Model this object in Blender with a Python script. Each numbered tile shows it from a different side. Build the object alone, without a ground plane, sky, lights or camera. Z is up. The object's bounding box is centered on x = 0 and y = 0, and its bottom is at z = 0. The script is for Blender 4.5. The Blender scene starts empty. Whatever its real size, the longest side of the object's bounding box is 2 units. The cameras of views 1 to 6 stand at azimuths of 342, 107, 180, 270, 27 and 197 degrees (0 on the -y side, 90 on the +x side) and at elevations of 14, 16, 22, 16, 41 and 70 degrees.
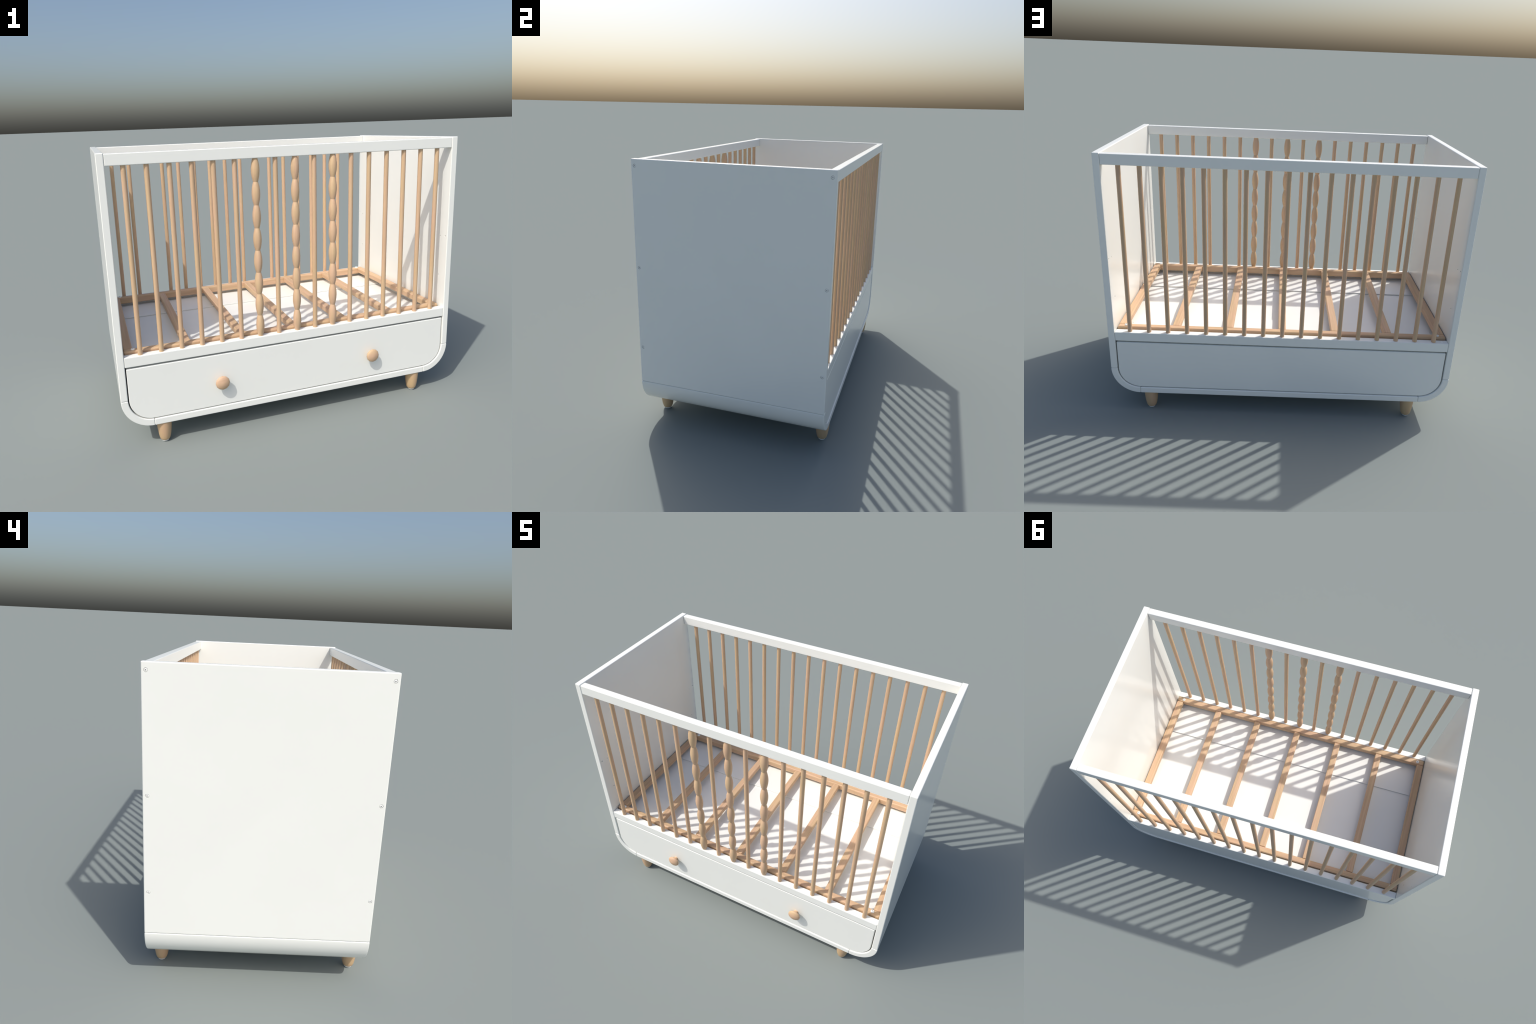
"""White painted baby crib: two flat end panels running through rounded bottom
corners into a base board, rails with turned wooden spindles (three beaded ones
in the front), slatted bed frame, drawer with two mushroom knobs, tapered feet."""
import bpy, bmesh, math
from mathutils import Vector, Matrix

# ------------------------------------------------------------------ sizes (m)
YC = 0.0217                 # middle of the body in y (the knobs shift the box)
HALF_Y = 0.537              # half depth of panels and base board
PANEL_X, PANEL_IN = 1.0, 0.9625
Z_TOP, Z_SEAM, Z_BOT, Z_BOARD = 1.560, 0.2895, 0.1235, 0.1605
CORNER_X = 0.835            # where the rounded corner meets the base board
RAIL_Y = 0.5155             # rail centre line, from YC
RAIL_W = 0.041
TOP_RAIL = (1.4985, 1.5563)
LOW_RAIL = (0.4755, 0.5312)
PITCH, N_SPINDLE = 0.10965, 17
BEADED = (6, 8, 10)
N_BEAD = 8

# ------------------------------------------------------------------ materials
def new_mat(name):
    m = bpy.data.materials.new(name)
    m.use_nodes = True
    nt = m.node_tree
    return m, nt, nt.nodes["Principled BSDF"]

def node(nt, kind, **kw):
    n = nt.nodes.new(kind)
    for k, v in kw.items():
        if k in n.inputs:
            n.inputs[k].default_value = v
        else:
            setattr(n, k, v)
    return n

def ramp(nt, fac, stops):
    r = nt.nodes.new("ShaderNodeValToRGB")
    e = r.color_ramp.elements
    while len(e) < len(stops):
        e.new(0.5)
    for el, (p, c) in zip(e, stops):
        el.position = p
        el.color = (*c, 1)
    nt.links.new(fac, r.inputs["Fac"])
    return r.outputs["Color"]

def mix(nt, fac, a, b, mode="MIX"):
    m = nt.nodes.new("ShaderNodeMix")
    m.data_type, m.blend_type = "RGBA", mode
    for sock, v in ((m.inputs[0], fac), (m.inputs[6], a), (m.inputs[7], b)):
        if isinstance(v, bpy.types.NodeSocket):
            nt.links.new(v, sock)
        else:
            sock.default_value = v
    return m.outputs[2]

def paint(name, col, rough, coat=0.0):
    """Sprayed white lacquer: even colour, the faintest cloudiness and orange peel."""
    m, nt, bsdf = new_mat(name)
    tc = nt.nodes.new("ShaderNodeTexCoord")
    n1 = node(nt, "ShaderNodeTexNoise", Scale=3.0, Detail=3.0)
    nt.links.new(tc.outputs["Object"], n1.inputs["Vector"])
    lo = tuple(c * 0.985 for c in col)
    nt.links.new(ramp(nt, n1.outputs["Fac"], [(0.35, lo), (0.65, col)]), bsdf.inputs["Base Color"])
    n2 = node(nt, "ShaderNodeTexNoise", Scale=220.0, Detail=2.0)
    nt.links.new(tc.outputs["Object"], n2.inputs["Vector"])
    b = node(nt, "ShaderNodeBump", Strength=0.02, Distance=0.001)
    nt.links.new(n2.outputs["Fac"], b.inputs["Height"])
    nt.links.new(b.outputs["Normal"], bsdf.inputs["Normal"])
    bsdf.inputs["Roughness"].default_value = rough
    bsdf.inputs["Coat Weight"].default_value = coat
    bsdf.inputs["Coat Roughness"].default_value = 0.25
    return m

def wood(name, axis, pale, dark, rough=0.5, streak=1.0):
    """Clear-finished beech: fibres stretched along `axis`, slow pink/yellow drift."""
    m, nt, bsdf = new_mat(name)
    tc = nt.nodes.new("ShaderNodeTexCoord")
    oi = nt.nodes.new("ShaderNodeObjectInfo")
    off = node(nt, "ShaderNodeVectorMath", operation="SCALE")
    off.inputs[0].default_value = (7.3, 11.9, 5.1)
    nt.links.new(oi.outputs["Random"], off.inputs["Scale"])
    add = node(nt, "ShaderNodeVectorMath", operation="ADD")
    nt.links.new(tc.outputs["Object"], add.inputs[0])
    nt.links.new(off.outputs[0], add.inputs[1])

    def stretched(across, along):
        mp = nt.nodes.new("ShaderNodeMapping")
        s = [across] * 3
        s["xyz".index(axis)] = along
        mp.inputs["Scale"].default_value = s
        nt.links.new(add.outputs[0], mp.inputs["Vector"])
        return mp.outputs["Vector"]

    fibre = node(nt, "ShaderNodeTexNoise", Scale=1.0, Detail=4.0, Roughness=0.6)
    nt.links.new(stretched(190, 7), fibre.inputs["Vector"])
    band = node(nt, "ShaderNodeTexNoise", Scale=1.0, Detail=3.0, Distortion=0.6)
    nt.links.new(stretched(48, 2.2), band.inputs["Vector"])
    drift = node(nt, "ShaderNodeTexNoise", Scale=1.0, Detail=1.0)
    nt.links.new(stretched(30, 5), drift.inputs["Vector"])

    yellow = (pale[0] * 0.985, pale[1] * 1.018, pale[2] * 0.955)
    pink = (pale[0] * 1.015, pale[1] * 0.98, pale[2] * 1.025)
    base = ramp(nt, drift.outputs["Fac"], [(0.36, yellow), (0.64, pink)])
    f1 = ramp(nt, band.outputs["Fac"], [(0.42, (0, 0, 0)), (0.70, (0.62 * streak,) * 3)])
    c1 = mix(nt, f1, base, (*dark, 1))
    f2 = ramp(nt, fibre.outputs["Fac"], [(0.50, (0, 0, 0)), (0.74, (0.55 * streak,) * 3)])
    c2 = mix(nt, f2, c1, (*dark, 1))
    nt.links.new(c2, bsdf.inputs["Base Color"])
    b = node(nt, "ShaderNodeBump", Strength=0.12, Distance=0.0006)
    nt.links.new(fibre.outputs["Fac"], b.inputs["Height"])
    nt.links.new(b.outputs["Normal"], bsdf.inputs["Normal"])
    bsdf.inputs["Roughness"].default_value = rough
    return m

WHITE = paint("white_lacquer", (0.900, 0.912, 0.868), 0.20, 0.0)
WHITE_BOARD = paint("white_board", (0.900, 0.905, 0.870), 0.35)
PLASTIC = paint("white_plastic", (0.90, 0.905, 0.88), 0.35)
SOCKET = paint("socket_shade", (0.45, 0.46, 0.45), 0.5)  # grey paints in the depth shade inside the screw sockets
PALE, DARK = (0.660, 0.450, 0.280), (0.49, 0.314, 0.187)
WOOD_BAR = wood("beech_bar", "x", PALE, DARK, 0.5, 1.0)
WOOD_TURNED = wood("beech_turned", "z", (0.665, 0.457, 0.288), (0.52, 0.343, 0.208), 0.48, 0.75)
WOOD_KNOB = wood("beech_knob", "x", (0.640, 0.437, 0.275), (0.54, 0.358, 0.215), 0.55, 0.6)
WOOD_FOOT = wood("beech_foot", "z", (0.620, 0.425, 0.250), (0.51, 0.335, 0.19), 0.48, 0.4)

# ------------------------------------------------------------------ helpers
crib = bpy.data.objects.new("baby_crib", None)
bpy.context.collection.objects.link(crib)
crib["label"] = "white wooden baby crib with natural beech spindles and drawer"
crib["category"] = "baby crib"

def link(name, mesh, mat=None, loc=(0, 0, 0), rot=(0, 0, 0), parent=crib):
    o = bpy.data.objects.new(name, mesh)
    bpy.context.collection.objects.link(o)
    if mat and not mesh.materials:
        mesh.materials.append(mat)
    o.location, o.rotation_euler = loc, rot
    if parent:
        o.parent = parent
        if parent is not crib:          # keep world placement
            pm = Matrix.LocRotScale(parent.location, parent.rotation_euler, parent.scale)
            o.matrix_parent_inverse = pm.inverted()
    return o

def weighted(o):
    """Flat faces stay flat, rounded edges carry the highlight."""
    w = o.modifiers.new("weighted_normals", "WEIGHTED_NORMAL")
    w.mode, w.weight, w.keep_sharp = "FACE_AREA", 100, True
    return o

def finish(bm, name, bevel, segs=3, angle=50):
    if bevel:
        es = [e for e in bm.edges if len(e.link_faces) == 2 and
              e.calc_face_angle(0) > math.radians(angle)]
        bmesh.ops.bevel(bm, geom=es, offset=bevel, segments=segs, profile=0.5, affect="EDGES",
                        clamp_overlap=True)
    bmesh.ops.recalc_face_normals(bm, faces=bm.faces)
    me = bpy.data.meshes.new(name)
    bm.to_mesh(me)
    bm.free()
    for p in me.polygons:
        p.use_smooth = True
    return me

def board(name, size, bevel=0.004, segs=3):
    bm = bmesh.new()
    bmesh.ops.create_cube(bm, size=1.0)
    bmesh.ops.scale(bm, vec=size, verts=bm.verts)
    return finish(bm, name, bevel, segs)

def extrude_xz(name, outline, y0, y1, bevel):
    """Prism over an outline in the xz plane."""
    bm = bmesh.new()
    f = bm.faces.new([bm.verts.new((x, y0, z)) for x, z in outline])
    r = bmesh.ops.extrude_face_region(bm, geom=[f])
    bmesh.ops.translate(bm, vec=(0, y1 - y0, 0),
                        verts=[v for v in r["geom"] if isinstance(v, bmesh.types.BMVert)])
    return finish(bm, name, bevel)

def lathe(name, profile, n=24, sharp=35, axis="Z"):
    """Turn (radius, height) pairs round the z axis, closed at both ends."""
    bm = bmesh.new()
    rings = [[bm.verts.new((r * math.cos(2 * math.pi * i / n), r * math.sin(2 * math.pi * i / n), h))
              for i in range(n)] for r, h in profile]
    for a, b in zip(rings, rings[1:]):
        for i in range(n):
            bm.faces.new((a[i], a[(i + 1) % n], b[(i + 1) % n], b[i]))
    bm.faces.new(rings[0][::-1])
    bm.faces.new(rings[-1])
    if axis == "-Y":
        bmesh.ops.rotate(bm, cent=(0, 0, 0), matrix=Matrix.Rotation(math.radians(90), 3, "X"),
                         verts=bm.verts)
    me = finish(bm, name, 0)
    me.set_sharp_from_angle(angle=math.radians(sharp))
    return me

def arc(cx, cz, r, a0, a1, n=14):
    return [(cx + r * math.cos(math.radians(a0 + (a1 - a0) * i / n)),
             cz + r * math.sin(math.radians(a0 + (a1 - a0) * i / n))) for i in range(n + 1)]

def drill(o, cutters):
    """Boolean a list of (centre, radius, depth, axis) round holes out of o, applied."""
    bm = bmesh.new()
    for c, r, d in cutters:
        m = Matrix.Translation(c) @ Matrix.Rotation(math.radians(90), 4, "Y")
        bmesh.ops.create_cone(bm, cap_ends=True, segments=20, radius1=r, radius2=r, depth=2 * d, matrix=m)
    me = bpy.data.meshes.new("drill_bits")
    bm.to_mesh(me)
    bm.free()
    cut = bpy.data.objects.new("drill_bits", me)
    bpy.context.collection.objects.link(cut)
    cut.location = o.location          # the bits are given in the part's own frame
    mod = o.modifiers.new("holes", "BOOLEAN")
    mod.operation, mod.solver, mod.object = "DIFFERENCE", "EXACT", cut
    bpy.context.view_layer.update()
    new = bpy.data.meshes.new_from_object(o.evaluated_get(bpy.context.evaluated_depsgraph_get()))
    o.modifiers.clear()
    old, o.data = o.data, new
    new.name = old.name
    bpy.data.objects.remove(cut)
    bpy.data.meshes.remove(old)
    bpy.data.meshes.remove(me)
    for p in o.data.polygons:
        p.use_smooth = True
    o.data.set_sharp_from_angle(angle=math.radians(40))

def Y(rel):
    return YC + rel

# ------------------------------------------------------------------ screws
def screw_mesh(name, r, dome):
    """Domed head with a hexagonal socket."""
    s = r * 0.30
    bm = bmesh.new()
    prof = [(r, -0.002), (r, dome * 0.25), (r * 0.86, dome * 0.72), (r * 0.6, dome * 0.95), (s, dome)]
    n = 24
    rings = [[bm.verts.new((q * math.cos(2 * math.pi * i / n), q * math.sin(2 * math.pi * i / n), h))
              for i in range(n)] for q, h in prof]
    rings.append([bm.verts.new((v.co.x, v.co.y, dome - 0.0025)) for v in rings[-1]])
    for a, b in zip(rings, rings[1:]):
        for i in range(n):
            bm.faces.new((a[i], a[(i + 1) % n], b[(i + 1) % n], b[i]))
    bm.faces.new(rings[0][::-1])
    well = bm.faces.new(rings[-1])
    well.material_index = 1
    me = finish(bm, name, 0)
    me.materials.append(PLASTIC)
    me.materials.append(SOCKET)
    for p in me.polygons:      # the socket walls take the painted shade grey too
        if all(abs(math.hypot(me.vertices[v].co.x, me.vertices[v].co.y) - s) < 1e-5 for v in p.vertices):
            p.material_index = 1
    me.set_sharp_from_angle(angle=math.radians(40))
    return me

PANEL_SCREW = screw_mesh("panel_screw", 0.0084, 0.0030)
FRAME_SCREW = screw_mesh("frame_screw", 0.0112, 0.0065)

# ------------------------------------------------------------------ end panels
SCREW_Z = (0.506, 0.977, 1.5245)
panel_mesh = board("side_panel", (PANEL_X - PANEL_IN, 2 * HALF_Y, Z_TOP - Z_SEAM), 0.005, 3)
for side in (-1, 1):
    cx, cz = side * (PANEL_X + PANEL_IN) / 2, (Z_TOP + Z_SEAM) / 2
    p = link("side_panel", panel_mesh.copy(), WHITE, (cx, YC, cz))
    p.data.name = "side_panel"
    half_t = (PANEL_X - PANEL_IN) / 2
    holes = []
    for fy in (-1, 1):
        for sz in SCREW_Z:                                    # counterbores outside
            holes.append(((side * half_t, fy * RAIL_Y, sz - cz), 0.0093, 0.0045))
        for hy, hz, hr in ((RAIL_Y + 0.002, 0.9785, 0.0042), (0.4715, 0.971, 0.0032), (0.4705, 0.729, 0.0036)):
            holes.append(((-side * half_t, fy * hy, hz - cz), hr, 0.010))   # drill holes inside
    drill(p, holes)
    weighted(p)
    for fy in (-1, 1):
        for sz in SCREW_Z:
            link("screw", PANEL_SCREW, None, (side * (PANEL_X - 0.0034), Y(fy * RAIL_Y), sz),
                 (0, side * math.radians(90), 0), parent=p)

# ------------------------------------------------------------------ rounded corners, base board
r_out, r_in = PANEL_X - CORNER_X, PANEL_IN - CORNER_X
zc = Z_SEAM - 0.0006
outline = arc(0, 0, r_out, 0, -90, 20) + arc(0, 0, r_in, -90, 0, 20)
corner_mesh = extrude_xz("corner_curve", outline, -HALF_Y, HALF_Y, 0.0042)
c = link("corner_curve", corner_mesh, WHITE, (CORNER_X, YC, zc)); weighted(c)
c = link("corner_curve", corner_mesh, WHITE, (-CORNER_X, YC, zc), (0, 0, math.pi)); weighted(c)
base = link("base_board", board("base_board", (2 * CORNER_X - 0.001, 2 * HALF_Y, Z_BOARD - Z_BOT), 0.0048),
            WHITE, (0, YC, (Z_BOARD + Z_BOT) / 2)); weighted(base)

# ------------------------------------------------------------------ rails
for nm, (z0, z1) in (("top_rail", TOP_RAIL), ("bottom_rail", LOW_RAIL)):
    me = board(nm, (2 * PANEL_IN - 0.001, RAIL_W, z1 - z0), 0.0042)
    for fy in (-1, 1):
        o = link(nm, me, WHITE, (0, Y(fy * (RAIL_Y - 0.0005)), (z0 + z1) / 2)); weighted(o)
        if nm == "bottom_rail":
            for sx in (-1, 1):
                cap = bpy.data.meshes.get("screw_cap") or lathe(
                    "screw_cap", [(0.0075, -0.002), (0.0075, 0.0004), (0.0062, 0.0010), (0.003, 0.0012)], 16)
                link("screw_cap", cap, PLASTIC, (sx * 0.926, Y(fy * RAIL_Y), z1), parent=o)

# ------------------------------------------------------------------ spindles
S0, S1 = LOW_RAIL[1], TOP_RAIL[0]
L = S1 - S0
plain = lathe("spindle", [(0.0128, -0.004), (0.0128, L / 2), (0.0128, L + 0.004)], 20)
prof = [(0.0135, -0.004)]
STEP = 10
for b in range(N_BEAD):
    for k in range(STEP + (b == N_BEAD - 1)):
        t = k / STEP
        prof.append((0.0132 + 0.0095 * math.sin(math.pi * t) ** 0.85, (b + t) * L / N_BEAD))
prof.append((0.0135, L + 0.004))
beaded = lathe("beaded_spindle", prof, 20, sharp=24)
for fy in (-1, 1):
    for i in range(N_SPINDLE):
        x = (i - (N_SPINDLE - 1) / 2) * PITCH
        fancy = fy < 0 and i in BEADED
        link("beaded_spindle" if fancy else "spindle", beaded if fancy else plain, WOOD_TURNED,
             (x, Y(fy * RAIL_Y), S0), (0, 0, 0.37 * i + fy))

# ------------------------------------------------------------------ slatted bed frame
BAR_TOP, BAR_BOT, BAR_Y, BAR_W = 0.5452, 0.4995, 0.4690, 0.038
BAR_X = 0.957
long_bar = board("frame_bar", (2 * BAR_X, BAR_W, BAR_TOP - BAR_BOT), 0.0085, 4)
bars = []
for fy in (-1, 1):
    o = link("frame_bar", long_bar, WOOD_BAR, (0, Y(fy * BAR_Y), (BAR_TOP + BAR_BOT) / 2)); weighted(o)
    for sx in (-1, 1):
        link("screw", FRAME_SCREW, None, (sx * 0.9095, Y(fy * (BAR_Y - 0.0005)), BAR_TOP), parent=o)
SLAT_T = 0.0345
slat_len = 2 * (BAR_Y - BAR_W / 2) - 0.0006
end_slat = board("end_slat", (slat_len, 0.046, SLAT_T), 0.006)
slat = board("slat", (slat_len, 0.0445, SLAT_T), 0.006)
for i in range(7):
    k = i - 3
    if abs(k) == 3:
        o = link("end_slat", end_slat, WOOD_BAR, (k / 3 * (BAR_X - 0.0232), YC, BAR_TOP - 0.001 - SLAT_T / 2),
                 (0, 0, math.pi / 2))
    else:
        o = link("slat", slat, WOOD_BAR, (k * 0.3115, YC, BAR_TOP - 0.0015 - SLAT_T / 2), (0, 0, math.pi / 2))
    weighted(o)

# ------------------------------------------------------------------ white floor boards under the slats
MID_Z, SIDE_Z, SEAM = 0.4705, 0.4790, 0.2215
mid = board("floor_board", (2 * (PANEL_IN - 0.002), 2 * SEAM + 0.03, 0.012), 0.0015)
edge_w = 0.494 - SEAM
edge = board("floor_board", (2 * (PANEL_IN - 0.002), edge_w, SIDE_Z - MID_Z - 0.0012), 0.0015)
for me, yy, top in ((mid, 0, MID_Z), (edge, SEAM + edge_w / 2, SIDE_Z), (edge, -SEAM - edge_w / 2, SIDE_Z)):
    thick = 0.012 if not yy else SIDE_Z - MID_Z - 0.0012
    o = link("floor_board", me, WHITE_BOARD, (0, Y(yy), top - thick / 2)); weighted(o)
    if yy:
        for sx in (-1, 1):
            pin = bpy.data.meshes.get("pin") or lathe(
                "pin", [(0.0045, -0.001), (0.0045, 0.0012), (0.002, 0.002)], 12)
            link("pin", pin, PLASTIC, (sx * 0.913, Y(math.copysign(0.3145, yy)), top), parent=o)

# ------------------------------------------------------------------ drawer front and back board
DX, DZ1, DZ0 = 0.957, 0.4655, 0.1640
R_D = 0.124
def front_outline():
    cxr, czr = DX - R_D, DZ0 + R_D
    right = [(DX, DZ1)] + arc(cxr, czr, R_D, 0, -90, 18)
    left = [(-x, zz) for x, zz in right][::-1]
    return right + left
front_mesh = extrude_xz("drawer_front", front_outline(), 0, 0.034, 0.0055)
FACE = HALF_Y - 0.0048
drawer = link("drawer_front", front_mesh, WHITE, (0, Y(-FACE), 0)); weighted(drawer)
back = link("back_board", extrude_xz("back_board", front_outline(), -0.034, 0, 0.0055), WHITE, (0, Y(FACE), 0))
weighted(back)

# drawer box behind the front
bx0, by0, by1, bz0, bz1, bt = 0.82, -FACE + 0.0345, FACE - 0.040, 0.170, 0.400, 0.014
bm = bmesh.new()
def add_box(bm, a, b):
    m = Matrix.Translation([(p + q) / 2 for p, q in zip(a, b)]) @ Matrix.Diagonal([q - p for p, q in zip(a, b)] + [1])
    bmesh.ops.create_cube(bm, size=1.0, matrix=m)
add_box(bm, (-bx0, by0, bz0), (-bx0 + bt, by1, bz1))
add_box(bm, (bx0 - bt, by0, bz0), (bx0, by1, bz1))
add_box(bm, (-bx0 + bt + 0.0005, by1 - bt, bz0), (bx0 - bt - 0.0005, by1, bz1))
add_box(bm, (-bx0 + bt + 0.0005, by0, bz0 + 0.004), (bx0 - bt - 0.0005, by1 - bt - 0.0005, bz0 + 0.012))
link("drawer_box", finish(bm, "drawer_box", 0), WHITE_BOARD, (0, YC, 0), parent=drawer)
bpy.data.meshes["drawer_box"].set_sharp_from_angle(angle=math.radians(30))

# ------------------------------------------------------------------ knobs
y_face = Y(-FACE)
reach = y_face + 0.5587                     # knob tip sits on the front of the bounding box
knob_prof = [(0.0155, -0.001), (0.0138, 0.005), (0.0128, 0.0115), (0.0145, 0.0145), (0.0245, 0.0170),
             (0.0335, 0.0215), (0.0388, 0.0275), (0.0397, 0.0315), (0.0372, 0.0365), (0.0305, 0.0412),
             (0.0205, 0.0447), (0.0100, reach - 0.0008), (0.0025, reach)]
knob = lathe("knob", knob_prof, 12, sharp=70, axis="-Y")
for sx in (-1, 1):
    link("knob", knob, WOOD_KNOB, (sx * 0.4592, y_face, 0.3110), parent=drawer)

# ------------------------------------------------------------------ feet
foot_prof = [(0.0215, 0.0075), (0.0265, 0.0125), (0.0300, 0.022), (0.0330, 0.036), (0.0360, 0.055),
             (0.0385, 0.078), (0.0400, 0.100), (0.0405, Z_BOT + 0.001)]
foot = lathe("foot", foot_prof, 20, sharp=50)
glide = lathe("glide", [(0.0165, 0.0), (0.0195, 0.0015), (0.0210, 0.0085)], 20)
for sx in (-1, 1):
    for fy in (-1, 1):
        o = link("foot", foot, WOOD_FOOT, (sx * 0.782, Y(fy * 0.492), 0), (0, 0, sx + fy * 2.0))
        link("glide", glide, PLASTIC, (sx * 0.782, Y(fy * 0.492), 0), parent=o)
